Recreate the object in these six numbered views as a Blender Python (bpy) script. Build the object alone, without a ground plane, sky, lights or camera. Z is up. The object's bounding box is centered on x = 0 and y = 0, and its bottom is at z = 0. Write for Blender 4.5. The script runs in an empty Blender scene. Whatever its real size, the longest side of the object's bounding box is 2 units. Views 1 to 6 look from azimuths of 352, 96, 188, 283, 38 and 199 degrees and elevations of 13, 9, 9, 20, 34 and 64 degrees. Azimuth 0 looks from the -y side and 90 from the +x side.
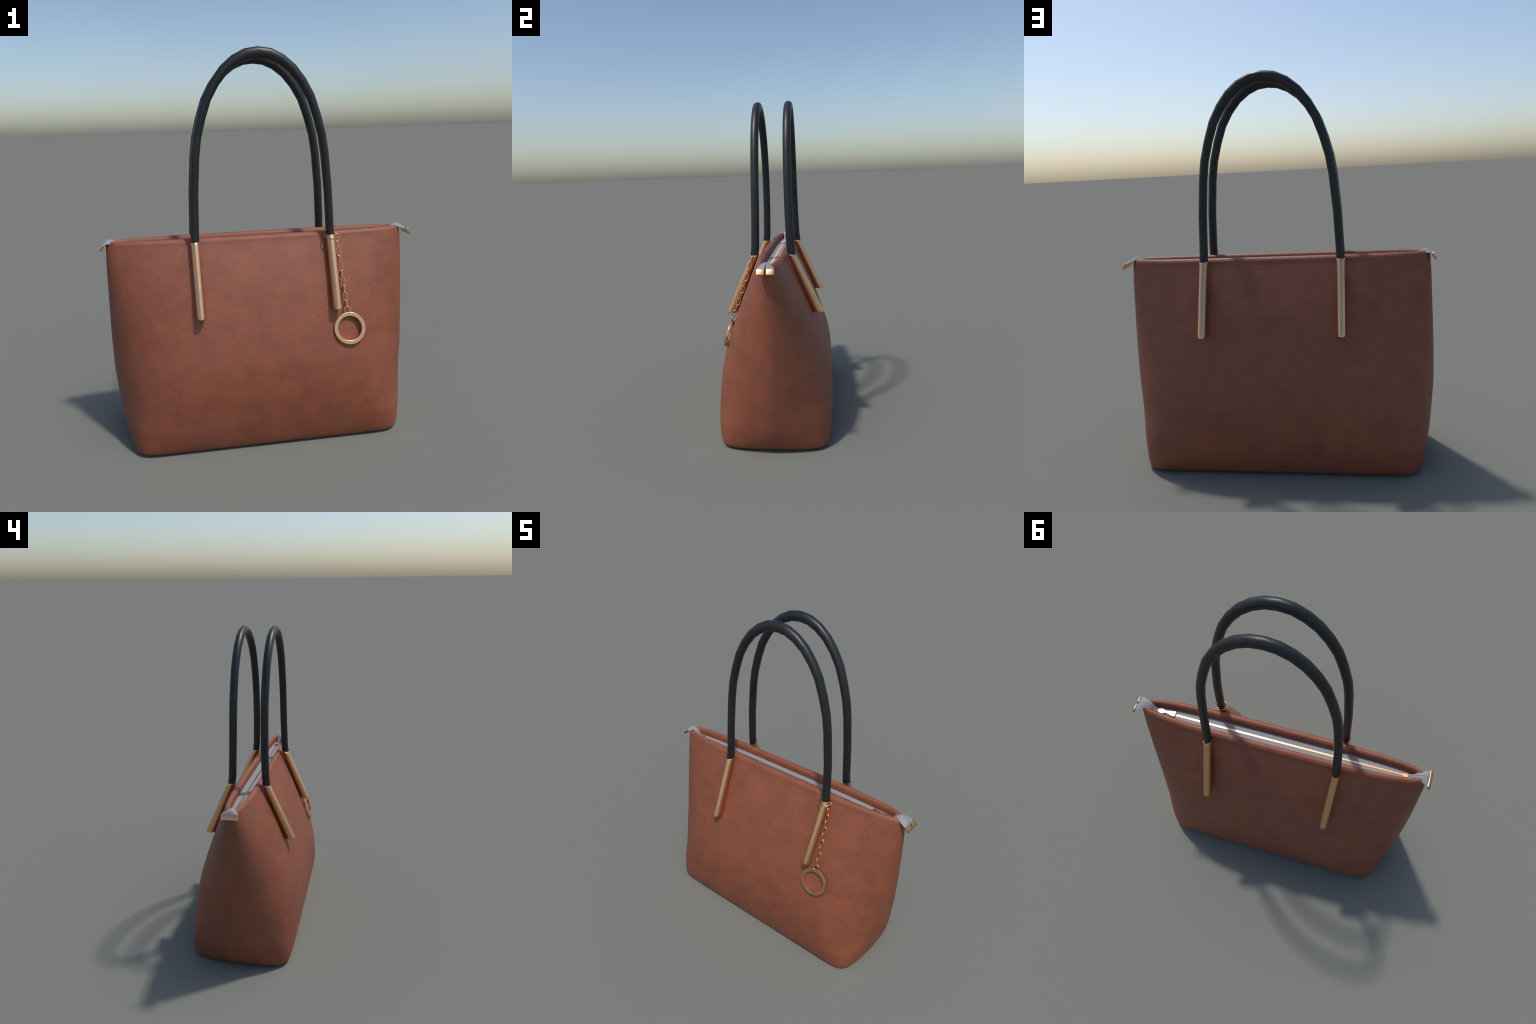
import bpy, bmesh, math
import numpy as np
from mathutils import Vector, Matrix

# ------------------------------------------------------------------ helpers
def link_obj(ob, parent=None):
    bpy.context.scene.collection.objects.link(ob)
    if parent is not None:
        ob.parent = parent
    return ob

def mesh_obj(name, verts, faces, mat, parent, smooth=True, sharp_deg=None):
    me = bpy.data.meshes.new(name)
    me.from_pydata([tuple(v) for v in verts], [], faces)
    me.validate()
    bm = bmesh.new(); bm.from_mesh(me)
    bmesh.ops.recalc_face_normals(bm, faces=bm.faces)
    bm.to_mesh(me); bm.free()
    me.materials.append(mat)
    for p in me.polygons:
        p.use_smooth = smooth
    if smooth and sharp_deg:
        me.set_sharp_from_angle(angle=math.radians(sharp_deg))
    return link_obj(bpy.data.objects.new(name, me), parent)

def empty(name, loc, parent=None):
    e = bpy.data.objects.new(name, None)
    e.empty_display_size = 0.05
    link_obj(e, parent)
    e.location = loc
    return e

def grid_faces(rows, cols, closed=True, off=0):
    f = []
    for i in range(rows - 1):
        for j in range(cols if closed else cols - 1):
            k = (j + 1) % cols
            f.append((off + i*cols + j, off + i*cols + k, off + (i+1)*cols + k, off + (i+1)*cols + j))
    return f

def smooth_interp(x, y, xs):
    """monotone cubic through the profile's control points"""
    x, y, xs = map(lambda a: np.asarray(a, float), (x, y, xs))
    h = np.diff(x); d = np.diff(y)/h; m = np.zeros_like(y); m[0] = d[0]; m[-1] = d[-1]
    for i in range(1, len(x)-1):
        m[i] = 0 if d[i-1]*d[i] <= 0 else 2*d[i-1]*d[i]/(d[i-1]+d[i])
    i = np.clip(np.searchsorted(x, xs, side='right')-1, 0, len(h)-1); t = (xs-x[i])/h[i]
    return ((2*t**3-3*t**2+1)*y[i] + (t**3-2*t**2+t)*h[i]*m[i]
            + (-2*t**3+3*t**2)*y[i+1] + (t**3-t**2)*h[i]*m[i+1])

def sweep(path, radii, sides=16, closed=False, up=(0, 1, 0), caps=True):
    """round tube along a 3D polyline; radii: scalar, list, or list of (r_side, r_up)"""
    P = [Vector(p) for p in path]; n = len(P); V = []; up = Vector(up)
    for i in range(n):
        if closed:
            t = (P[(i+1) % n]-P[i-1]).normalized()
        else:
            a = (P[i]-P[i-1]).normalized() if i > 0 else None
            b = (P[i+1]-P[i]).normalized() if i < n-1 else None
            t = ((a or b)+(b or a)).normalized()
        s = t.cross(up).normalized(); u = s.cross(t).normalized()
        r = radii[i] if isinstance(radii, (list, tuple)) else radii
        ra, rb = r if isinstance(r, tuple) else (r, r)
        for k in range(sides):
            w = 2*math.pi*k/sides
            V.append(P[i]+s*ra*math.cos(w)+u*rb*math.sin(w))
    F = grid_faces(n, sides)
    if closed:
        F += [((n-1)*sides+k, (n-1)*sides+(k+1) % sides, (k+1) % sides, k) for k in range(sides)]
    elif caps:
        F += [tuple(range(sides)), tuple((n-1)*sides+k for k in range(sides))]
    return V, F

def bevel_box(name, size, bevel, mat, parent, seg=3):
    bm = bmesh.new(); bmesh.ops.create_cube(bm, size=1)
    bmesh.ops.scale(bm, vec=size, verts=bm.verts)
    bmesh.ops.bevel(bm, geom=bm.edges[:]+bm.verts[:], offset=bevel, segments=seg, profile=0.5, affect='EDGES')
    me = bpy.data.meshes.new(name); bm.to_mesh(me); bm.free()
    me.materials.append(mat)
    for p in me.polygons: p.use_smooth = True
    me.set_sharp_from_angle(angle=math.radians(45))
    return link_obj(bpy.data.objects.new(name, me), parent)

# ------------------------------------------------------------------ materials
def new_mat(name):
    m = bpy.data.materials.new(name); m.use_nodes = True
    nt = m.node_tree
    return m, nt, nt.nodes['Principled BSDF']

def node(nt, kind, **kw):
    n = nt.nodes.new(kind)
    for k, v in kw.items():
        if k in n.inputs: n.inputs[k].default_value = v
        else: setattr(n, k, v)
    return n

def ramp(nt, fac, stops):
    r = nt.nodes.new('ShaderNodeValToRGB')
    el = r.color_ramp.elements
    while len(el) < len(stops): el.new(0.5)
    for e, (p, c) in zip(el, stops):
        e.position = p; e.color = (*c, 1)
    nt.links.new(fac, r.inputs['Fac'])
    return r.outputs['Color']

def leather_material():
    m, nt, b = new_mat('brown_grained_leather')
    L = nt.links
    tc = node(nt, 'ShaderNodeTexCoord')
    co = tc.outputs['Object']
    cloud = node(nt, 'ShaderNodeTexNoise', Scale=10.0, Detail=4.0, Roughness=0.55, Distortion=0.4)
    fine = node(nt, 'ShaderNodeTexNoise', Scale=38.0, Detail=3.0, Roughness=0.6)
    L.new(co, cloud.inputs['Vector']); L.new(co, fine.inputs['Vector'])
    tone = node(nt, 'ShaderNodeMix'); tone.data_type = 'FLOAT'
    tone.inputs[0].default_value = 0.28
    L.new(cloud.outputs['Fac'], tone.inputs[2]); L.new(fine.outputs['Fac'], tone.inputs[3])
    col = ramp(nt, tone.outputs[0], [(0.30, LEATHER_DARK), (0.52, LEATHER_MID), (0.70, LEATHER_LIGHT)])
    # faint purple-grey smudges
    sm = node(nt, 'ShaderNodeTexNoise', Scale=5.0, Detail=2.0)
    mp = node(nt, 'ShaderNodeMapping'); mp.inputs['Location'].default_value = (3.7, 1.2, 5.1)
    L.new(co, mp.inputs['Vector']); L.new(mp.outputs['Vector'], sm.inputs['Vector'])
    mask = ramp(nt, sm.outputs['Fac'], [(0.5, (0, 0, 0)), (0.74, (0.30, 0.30, 0.30))])
    mix = node(nt, 'ShaderNodeMix'); mix.data_type = 'RGBA'
    L.new(mask, mix.inputs[0]); L.new(col, mix.inputs[6]); mix.inputs[7].default_value = (*LEATHER_SMUDGE, 1)
    L.new(mix.outputs[2], b.inputs['Base Color'])
    b.inputs['Roughness'].default_value = 0.55
    b.inputs['Specular IOR Level'].default_value = 0.5
    # pebbled grain
    warp = node(nt, 'ShaderNodeTexNoise', Scale=45.0, Detail=2.0)
    L.new(co, warp.inputs['Vector'])
    wmix = node(nt, 'ShaderNodeVectorMath', operation='MULTIPLY_ADD')
    L.new(warp.outputs['Color'], wmix.inputs[0]); wmix.inputs[1].default_value = (0.008,)*3; L.new(co, wmix.inputs[2])
    vor = node(nt, 'ShaderNodeTexVoronoi', Scale=185.0)
    vor.feature = 'SMOOTH_F1'; vor.inputs['Smoothness'].default_value = 0.4
    L.new(wmix.outputs[0], vor.inputs['Vector'])
    inv = node(nt, 'ShaderNodeMath', operation='MULTIPLY_ADD'); inv.inputs[1].default_value = -1.0; inv.inputs[2].default_value = 1.0
    L.new(vor.outputs['Distance'], inv.inputs[0])
    grain = node(nt, 'ShaderNodeTexNoise', Scale=240.0, Detail=3.0, Roughness=0.6)
    L.new(co, grain.inputs['Vector'])
    h = node(nt, 'ShaderNodeMath', operation='MULTIPLY_ADD'); h.inputs[1].default_value = 0.6
    L.new(grain.outputs['Fac'], h.inputs[0]); L.new(inv.outputs[0], h.inputs[2])
    bp = node(nt, 'ShaderNodeBump', Strength=0.37, Distance=0.0024)
    L.new(h.outputs[0], bp.inputs['Height']); L.new(bp.outputs['Normal'], b.inputs['Normal'])
    return m

def plain_material(name, color, rough, metal=0.0, vary=0.08, scale=30.0, bump=0.0, bump_scale=300.0, stretch=(1, 1, 1), spec=0.5):
    m, nt, b = new_mat(name); L = nt.links
    tc = node(nt, 'ShaderNodeTexCoord')
    n = node(nt, 'ShaderNodeTexNoise', Scale=scale, Detail=3.0)
    L.new(tc.outputs['Object'], n.inputs['Vector'])
    lo = tuple(c*(1-vary) for c in color); hi = tuple(min(1, c*(1+vary)) for c in color)
    L.new(ramp(nt, n.outputs['Fac'], [(0.3, lo), (0.7, hi)]), b.inputs['Base Color'])
    b.inputs['Roughness'].default_value = rough
    b.inputs['Metallic'].default_value = metal
    b.inputs['Specular IOR Level'].default_value = spec
    if bump:
        mp = node(nt, 'ShaderNodeMapping'); mp.inputs['Scale'].default_value = stretch
        g = node(nt, 'ShaderNodeTexNoise', Scale=bump_scale, Detail=2.0)
        L.new(tc.outputs['Object'], mp.inputs['Vector']); L.new(mp.outputs['Vector'], g.inputs['Vector'])
        bp = node(nt, 'ShaderNodeBump', Strength=bump, Distance=0.002)
        L.new(g.outputs['Fac'], bp.inputs['Height']); L.new(bp.outputs['Normal'], b.inputs['Normal'])
    return m

LEATHER_DARK = (0.192, 0.056, 0.028)
LEATHER_MID = (0.241, 0.070, 0.0325)
LEATHER_LIGHT = (0.275, 0.081, 0.036)
LEATHER_SMUDGE = (0.190, 0.062, 0.040)

M_LEATHER = leather_material()
M_HANDLE = plain_material('black_handle_leather', (0.0115, 0.012, 0.0132), 0.43, vary=0.12, scale=18, bump=0.05, bump_scale=260)
M_GOLD = plain_material('brushed_rose_gold', (0.76, 0.445, 0.235), 0.31, metal=1.0, vary=0.04, scale=60)
M_GOLD_POLISH = plain_material('polished_rose_gold', (0.80, 0.44, 0.235), 0.26, metal=1.0, vary=0.04, scale=60)
M_FABRIC = plain_material('grey_zipper_fabric', (0.275, 0.275, 0.292), 0.85, vary=0.10, scale=140, bump=0.35, bump_scale=420, stretch=(0.25, 1, 1), spec=0.25)

# ------------------------------------------------------------------ root
bag = empty('handbag', (0, 0, 0))
bag['label'] = 'brown leather tote handbag with tall black handles and gold hardware'
bag['category'] = 'handbag'

# ------------------------------------------------------------------ body
# half width / half depth / corner exponents of the plan section by height
CX = -0.010
LV = [0.005, 0.008, 0.015, 0.032, 0.080, 0.160, 0.280, 0.420, 0.560, 0.700, 0.830, 0.950, 1.050]
HW = [0.692, 0.709, 0.722, 0.736, 0.760, 0.780, 0.793, 0.803, 0.804, 0.802, 0.799, 0.797, 0.792]
HD = [0.286, 0.299, 0.309, 0.317, 0.328, 0.337, 0.340, 0.327, 0.290, 0.241, 0.1885, 0.1335, 0.085]
EP = [0.085, 0.085, 0.088, 0.103, 0.142, 0.199, 0.306, 0.412, 0.485, 0.530, 0.550, 0.560, 0.565]
EQ = [0.700, 0.700, 0.740, 0.900, 1.300, 1.480, 1.480, 1.370, 1.225, 1.070, 0.950, 0.855, 0.785]
NQ = 72                       # points per quarter of the section

def section_quarter(a, b, p, q, n=NQ):
    """quarter of |x/a|^(2/p)+|y/b|^(2/q)=1 from (a,0) to (0,b), even arc length"""
    ph = np.linspace(0, np.pi/2, 900); c, s = np.cos(ph), np.sin(ph)
    lo, hi = np.zeros_like(ph), np.full_like(ph, 1.5)
    for _ in range(40):
        r = (lo+hi)/2
        big = (r*c)**(2/p)+(r*s)**(2/q) > 1
        hi = np.where(big, r, hi); lo = np.where(big, lo, r)
    x, y = a*r*c, b*r*s
    d = np.concatenate([[0], np.cumsum(np.hypot(np.diff(x), np.diff(y)))])
    t = np.linspace(0, d[-1], n+1)
    return np.interp(t, d, x), np.interp(t, d, y)

def section_loop(a, b, p, q):
    x, y = section_quarter(a, b, p, q)
    X = np.concatenate([x[:-1], -x[::-1][:-1], -x[:-1], x[::-1][:-1]])
    Y = np.concatenate([y[:-1], y[::-1][:-1], -y[:-1], -y[::-1][:-1]])
    n = len(X); near = np.arange(n)                # relax the crease down the middle of the end panels
    d = np.minimum(np.minimum(near, n-near), np.abs(near-n//2))
    w = 0.5*np.clip(1-d/9.0, 0, 1)
    for _ in range(6):
        X = X+w*((np.roll(X, 1)+np.roll(X, -1))/2-X); Y = Y+w*((np.roll(Y, 1)+np.roll(Y, -1))/2-Y)
    return X*(a/X.max()), Y

RIM_TOP, RIM_R = 1.0755, 0.0200
def build_body():
    zs = np.concatenate([[.005, .0062, .008, .011, .015, .022, .032], np.linspace(0.045, 1.05, 86)])
    rows = []
    A, B, P, Q = (smooth_interp(LV, k, zs) for k in (HW, HD, EP, EQ))
    # bottom panel, closed by shrinking rings
    for f in (0.02, 0.25, 0.5, 0.7, 0.82, 0.90, 0.96, 0.99):     # slightly domed underside
        x, y = section_loop(A[0]*f, B[0]*f, P[0], Q[0]); rows.append((x, y, 0.0042*max(0, (f-0.5)/0.5)**2.0))
    for a, b, p, q, z in zip(A, B, P, Q, zs):
        x, y = section_loop(a, b, p, q); rows.append((x, y, z))
    # rolled rim: out-over-in, then down inside the mouth
    a0, b0, p0, q0 = A[-1], B[-1], P[-1], Q[-1]
    for k in range(1, 13):
        w = math.pi*k/12
        ins = RIM_R*(1-math.cos(w)); z = 1.05+(RIM_TOP-1.05)*math.sin(w)
        ins += 0.0045*min(1, k/4)
        x, y = section_loop(a0-ins*1.0, b0-ins, p0, q0); rows.append((x, y, z))
    for dz, ins in ((0.02, 0.0455), (0.05, 0.0465), (0.10, 0.047)):
        x, y = section_loop(a0-ins, b0-ins, p0, q0); rows.append((x, y, 1.05-dz))
    for f in (0.6, 0.2):
        x, y = section_loop((a0-.046)*f, (b0-.046)*f, p0, q0); rows.append((x, y, 0.95))
    n = len(rows[0][0]); V = []
    for x, y, z in rows:
        V += [(X+CX, Y, z) for X, Y in zip(x, y)]
    F = grid_faces(len(rows), n)
    F.append(tuple(range(n))); F.append(tuple((len(rows)-1)*n+k for k in range(n)))
    ob = mesh_obj('bag_body', V, F, M_LEATHER, bag)
    return ob
body = build_body()

# ------------------------------------------------------------------ handles with metal sleeves
# half arch, crown to foot: outer edge x, z; y of the spine; radius in the arch's plane; radius across it
ARCH_OUTER = [(0.000, 1.9985, .0975, .0286, .0252), (0.066, 1.9890, .0975, .0279, .0252), (0.128, 1.9590, .0970, .0266, .0251),
              (0.186, 1.9110, .0968, .0251, .0250), (0.235, 1.8480, .0966, .0238, .0249), (0.277, 1.7730, .0965, .0229, .0248),
              (0.309, 1.6800, .0965, .0223, .0247), (0.335, 1.5820, .0968, .0219, .0245), (0.349, 1.4870, .0972, .0216, .0244),
              (0.3645, 1.3000, .0995, .0214, .0242), (0.3715, 1.1200, .1050, .0213, .0242), (0.3735, 1.0600, .1120, .0212, .0242)]
def arch_spine():
    out = []
    for k, (x, z, y, r, q) in enumerate(ARCH_OUTER):
        a = (-ARCH_OUTER[1][0], ARCH_OUTER[1][1]) if k == 0 else ARCH_OUTER[k-1][:2]
        b = ARCH_OUTER[min(k+1, len(ARCH_OUTER)-1)][:2]
        t = Vector((b[0]-a[0], b[1]-a[1])).normalized()
        n = Vector((-t.y, t.x))            # outward
        out.append((x-n.x*r, z-n.y*r, y, r, q))
    return out
ARCH = arch_spine()
SLEEVE_TOP, SLEEVE_BOT = (0.353, 0.1105, 1.066), (0.347, 0.2645, 0.713)

def shift_x(sy, z):
    """the feet of the handles sit a little to the right of the arch"""
    return 0.003+(0.0015 if sy < 0 else 0.0)*min(1.0, max(0.0, (1.5-z)/0.35))

def build_sleeve(sx, sy, parent):
    """slanted tube, both ends cut level, the top edge lipped around the handle"""
    T, B = Vector(SLEEVE_TOP), Vector(SLEEVE_BOT)
    rings = []
    def ring(f, kx, ky, dz=0.0):
        c = T.lerp(B, f); rx = (0.0228+0.0004*f)*kx; ry = (0.0270+0.0060*f)*ky
        return [(shift_x(sy, c.z)+sx*(c.x+rx*math.cos(w)), sy*(c.y+ry*math.sin(w)), c.z+dz)
                for w in [2*math.pi*k/40 for k in range(40)]]
    rings += [ring(0.004, .90, .90), ring(0.0, .93, .93), ring(0.0, .96, .96, .0006), ring(0.003, 1, 1)]
    rings += [ring(f, 1, 1) for f in np.linspace(0.03, 0.97, 16)]
    rings += [ring(0.997, 1, 1), ring(1.0, .985, .985)]
    V = [v for r in rings for v in r]; n = len(rings)
    F = grid_faces(n, 40) + [tuple(range(40)), tuple((n-1)*40+k for k in range(40))]
    return mesh_obj('handle_sleeve', V, F, M_GOLD, parent, sharp_deg=40)

for sy in (-1, 1):
    path, rad = [], []
    for x, z, y, r, q in ARCH[::-1]: path.append((shift_x(sy, z)-x, sy*y, z)); rad.append((r, q))
    for x, z, y, r, q in ARCH[1:]: path.append((shift_x(sy, z)+x, sy*y, z)); rad.append((r, q))
    V, F = sweep(path, rad, sides=20)
    hd = mesh_obj('handle', V, F, M_HANDLE, bag, sharp_deg=60)
    for sx in (-1, 1):
        build_sleeve(sx, sy, hd)

# ------------------------------------------------------------------ zipper
zipper = empty('zipper', (0, 0, 1.037), bag)
TAPE_Z = 1.030
def mouth_half(x):
    a, b, p, q = 0.792-.040, 0.085-.040, 0.565, 0.800
    u = min(1, abs(x-CX)/a)
    return b*max(0.0, 1-u**(2/p))**(q/2)

def strip_mesh(name, edge_lo, edge_hi, thick, mat, parent):
    """thin cloth strip between two 3D edge lines, with thickness"""
    n = len(edge_lo); m = 7; V = []
    top = []
    for a, b in zip(edge_lo, edge_hi):
        a, b = Vector(a), Vector(b)
        row = [a.lerp(b, k/(m-1)) for k in range(m)]
        for k in range(m):      # cloth droops toward its free edge
            row[k].z = a.z+(b.z-a.z)*(k/(m-1))**1.8
        top.append(row)
    def nrm(i, k):
        i0, i1 = max(0, i-1), min(n-1, i+1); k0, k1 = max(0, k-1), min(m-1, k+1)
        v = (top[i1][k]-top[i0][k]).cross(top[i][k1]-top[i][k0])
        return v.normalized() if v.length > 1e-12 else Vector((0, 0, 1))
    N = [[nrm(i, k) for k in range(m)] for i in range(n)]
    for i in range(n):
        row = [top[i][k]+N[i][k]*thick/2 for k in range(m)]
        row += [top[i][k]-N[i][k]*thick/2 for k in range(m-1, -1, -1)]
        V += row
    F = grid_faces(n, 2*m) + [tuple(range(2*m)), tuple((n-1)*2*m+k for k in range(2*m))]
    ob = mesh_obj(name, V, F, mat, parent, sharp_deg=50)
    ob.matrix_parent_inverse = Matrix.Translation(-parent_world(parent))
    return ob

def parent_world(p):
    v = Vector((0, 0, 0))
    while p is not None:
        v += p.location; p = p.parent
    return v

def place(ob, parent):
    ob.matrix_parent_inverse = Matrix.Translation(-parent_world(parent))
    return ob

GAP = 0.0022
xs = np.linspace(-0.742, 0.715, 60)
for sy in (-1, 1):
    lo = [(x, sy*GAP, TAPE_Z) for x in xs]
    hi = [(x, sy*max(GAP+.006, mouth_half(x)+0.006), TAPE_Z+0.001) for x in xs]
    strip_mesh('zipper_tape', lo, hi, 0.003, M_FABRIC, zipper)

# interlocking teeth, too small to pick apart singly
def build_teeth():
    V, F = [], []
    pitch = 0.0066; x = -0.678; i = 0
    while x < 0.625:
        s = 1 if i % 2 else -1
        cx, cy, hx, hy, hz = x, s*0.0019, 0.0025, 0.0040, 0.0022
        z0 = TAPE_Z+0.0018
        o = len(V)
        for dz, k in ((-hz, 1.0), (hz*.5, 1.0), (hz, 0.6)):
            for dx, dy in ((-1, -1), (1, -1), (1, 1), (-1, 1)):
                V.append((cx+dx*hx*k, cy+dy*hy*(1 if k == 1 else .85), z0+dz))
        F += grid_faces(3, 4, off=o) + [(o, o+1, o+2, o+3), (o+8, o+9, o+10, o+11)]
        x += pitch/2; i += 1
    ob = mesh_obj('zipper_teeth', V, F, M_GOLD, zipper, smooth=False)
    ob['kind'] = 'stuff'
    place(ob, zipper)
build_teeth()

def prism(name, outline, z0, z1, bevel, mat, parent):
    bm = bmesh.new()
    vs = [bm.verts.new((x, y, z0)) for x, y in outline]
    f = bm.faces.new(vs)
    r = bmesh.ops.extrude_face_region(bm, geom=[f])
    for v in r['geom']:
        if isinstance(v, bmesh.types.BMVert): v.co.z = z1
    bmesh.ops.recalc_face_normals(bm, faces=bm.faces)
    if bevel:
        ed = [e for e in bm.edges if abs(e.verts[0].co.z-e.verts[1].co.z) < 1e-6]
        bmesh.ops.bevel(bm, geom=ed, offset=bevel, segments=2, profile=0.5, affect='EDGES')
    me = bpy.data.meshes.new(name); bm.to_mesh(me); bm.free()
    me.materials.append(mat)
    for p in me.polygons: p.use_smooth = True
    me.set_sharp_from_angle(angle=math.radians(20))
    return place(link_obj(bpy.data.objects.new(name, me), parent), parent)

# end stop: a small elongated octagon
oc = [(-0.694+dx, dy) for dx, dy in ((-.016, -.005), (-.009, -.012), (.008, -.012), (.016, -.006), (.016, .006), (.008, .012), (-.009, .012), (-.016, .005))]
prism('zipper_stop', oc, TAPE_Z-.001, TAPE_Z+.006, .0015, M_GOLD, zipper)
# slider: oval body and flared pull
ov = [(0.672+0.0230*math.cos(w), 0.0150*math.sin(w)) for w in [2*math.pi*k/36 for k in range(36)]]
prism('zipper_slider', ov, TAPE_Z-.001, TAPE_Z+.010, .002, M_GOLD_POLISH, zipper)
pl = [(0.656, -.0075), (0.640, -.0080), (0.607, -.0155), (0.594, -.0170), (0.590, -.0145), (0.590, .0145), (0.594, .0170), (0.607, .0155), (0.640, .0080), (0.656, .0075)]
prism('zipper_pull', pl, TAPE_Z+.008, TAPE_Z+.0125, .0012, M_GOLD_POLISH, zipper)

# cloth ends that run over the bag's corners, clamped in metal clips
def end_tab(sx, path, half_widths, sags, split):
    t = empty('zipper_end', (sx*0.78, 0, 1.06), bag)
    n = len(path); k = 24
    d = np.linspace(0, n-1, k)
    px = smooth_interp(range(n), [p[0] for p in path], d); pz = smooth_interp(range(n), [p[1] for p in path], d)
    hw = smooth_interp(range(n), half_widths, d)
    sg = smooth_interp(range(n), sags, d)
    for sy in (-1, 1):
        lo, hi = [], []
        for i in range(k):
            sag = sg[i]
            gap = 0.0008 + (split if i > k*0.55 else 0)*min(1, (i-k*0.55)/(k*0.4))
            lo.append((sx*px[i], sy*gap, pz[i]+0.0)); hi.append((sx*px[i]-sx*0.002, sy*(hw[i]+gap), pz[i]-sag))
        strip_mesh('zipper_end_cloth', lo, hi, 0.0028, M_FABRIC, t)
    return t

tabR = end_tab(1, [(0.690, 1.031), (0.712, 1.048), (0.735, 1.076), (0.760, 1.087), (0.782, 1.080), (0.801, 1.064), (0.814, 1.050)],
               [0.010, 0.012, 0.017, 0.028, 0.038, 0.042, 0.0425], [0.0, 0.001, 0.006, 0.018, 0.016, 0.008, 0.001], 0.003)
tabL = end_tab(-1, [(0.712, 1.031), (0.735, 1.048), (0.755, 1.072), (0.780, 1.083), (0.799, 1.079), (0.811, 1.065), (0.818, 1.050)],
               [0.010, 0.011, 0.016, 0.030, 0.040, 0.044, 0.0445], [0.0, 0.001, 0.006, 0.018, 0.014, 0.005, 0.001], 0.0)
for y in (-0.0255, 0.0255):
    c = bevel_box('metal_clip', (0.014, 0.0425, 0.035), 0.0028, M_GOLD, tabR)
    c.rotation_euler = (0, math.radians(-33), 0)
    c.location = Vector((0.8185, y, 1.044))-tabR.location
c = bevel_box('metal_clip', (0.012, 0.098, 0.037), 0.003, M_GOLD, tabL)
c.rotation_euler = (0, math.radians(27), 0)
c.location = Vector((-0.8175, 0.0, 1.050))-tabL.location

# ------------------------------------------------------------------ charm: loop, chain, ring
charm = empty('bag_charm', (0.36, -0.115, 1.062), bag)
def circle_pts(c, r, ax, ay, n=40):
    c, ax, ay = Vector(c), Vector(ax).normalized(), Vector(ay).normalized()
    return [c+ax*r*math.cos(2*math.pi*k/n)+ay*r*math.sin(2*math.pi*k/n) for k in range(n)]

V, F = sweep(circle_pts((0.3578, -0.1170, 1.0590), 0.0328, (1, 0, -0.06), (0, 1, 0.26), 48), 0.0030, sides=10, closed=True, up=(0, 0.1, 1))
place(mesh_obj('charm_loop', V, F, M_GOLD_POLISH, charm), charm)

def link_mesh():
    """stadium shaped wire link, long axis z, flat in x-z"""
    L, W, r = 0.0470, 0.0245, 0.0027
    pts = []; h = (L-W)/2; R = W/2-r
    for k in range(13): w = math.pi*k/12; pts.append((R*math.cos(w), 0, h+R*math.sin(w)))
    for k in range(13): w = math.pi+math.pi*k/12; pts.append((R*math.cos(w), 0, -h+R*math.sin(w)))
    V, F = sweep(pts, r, sides=8, closed=True, up=(0, 1, 0))
    ob = mesh_obj('chain_link', V, F, M_GOLD_POLISH, None)
    return ob
proto = link_mesh()
top, bot = Vector((0.3885, -0.1180, 1.0670)), Vector((0.4080, -0.2500, 0.7010))
NL = 10
ax = (top-bot).normalized()
side = Vector((1, 0, 0)); side = (side-ax*side.dot(ax)).normalized(); nor = ax.cross(side)
R_flat = Matrix((side, nor, ax)).transposed()
R_flat = Matrix.Rotation(-0.08, 3, ax) @ R_flat
pitch = (top-bot).length/NL
for i in range(NL):
    ob = proto if i == 0 else proto.copy()
    if i: bpy.context.scene.collection.objects.link(ob)
    ob.parent = charm
    c = top+(bot-top)*((i+0.5)/NL)
    bow = math.sin(math.pi*(i+.5)/NL)*0.006
    c.y += bow        # hangs slack, toward the bag
    R = R_flat if i % 2 == 0 else Matrix.Rotation(math.pi/2, 3, ax) @ R_flat
    ob.matrix_local = Matrix.Translation(c-charm.location) @ R.to_4x4()

ring_up = Vector((0.03, 0.30, 0.954)).normalized()
ring_side = Vector((1, 0, 0)); ring_side = (ring_side-ring_up*ring_side.dot(ring_up)).normalized()
ring_n = ring_side.cross(ring_up)
V, F = sweep(circle_pts(Vector((0.4090, -0.2540, 0.6930)), 0.0165, ring_side, ring_up, 32), 0.0033, sides=10, closed=True, up=tuple(ring_n))
place(mesh_obj('charm_connector', V, F, M_GOLD_POLISH, charm), charm)

def build_ring():
    C = Vector((0.4135, -0.2775, 0.6000)); RO, RI, H, bv = 0.0830, 0.0622, 0.0078, 0.0022
    prof = [(RI+bv, -H), (RO-bv, -H), (RO-bv*.3, -H+bv*.3), (RO, -H+bv), (RO, H-bv), (RO-bv*.3, H-bv*.3), (RO-bv, H), (RI+bv, H), (RI+bv*.3, H-bv*.3), (RI, H-bv), (RI, -H+bv), (RI+bv*.3, -H+bv*.3)]
    n = 72; V = []
    for k in range(n):
        w = 2*math.pi*k/n; d = ring_side*math.cos(w)+ring_up*math.sin(w)
        V += [C+d*r+ring_n*h for r, h in prof]
    m = len(prof); F = grid_faces(n, m) + [((n-1)*m+j, (n-1)*m+(j+1) % m, (j+1) % m, j) for j in range(m)]
    place(mesh_obj('charm_ring', V, F, M_GOLD, charm, sharp_deg=15), charm)
build_ring()
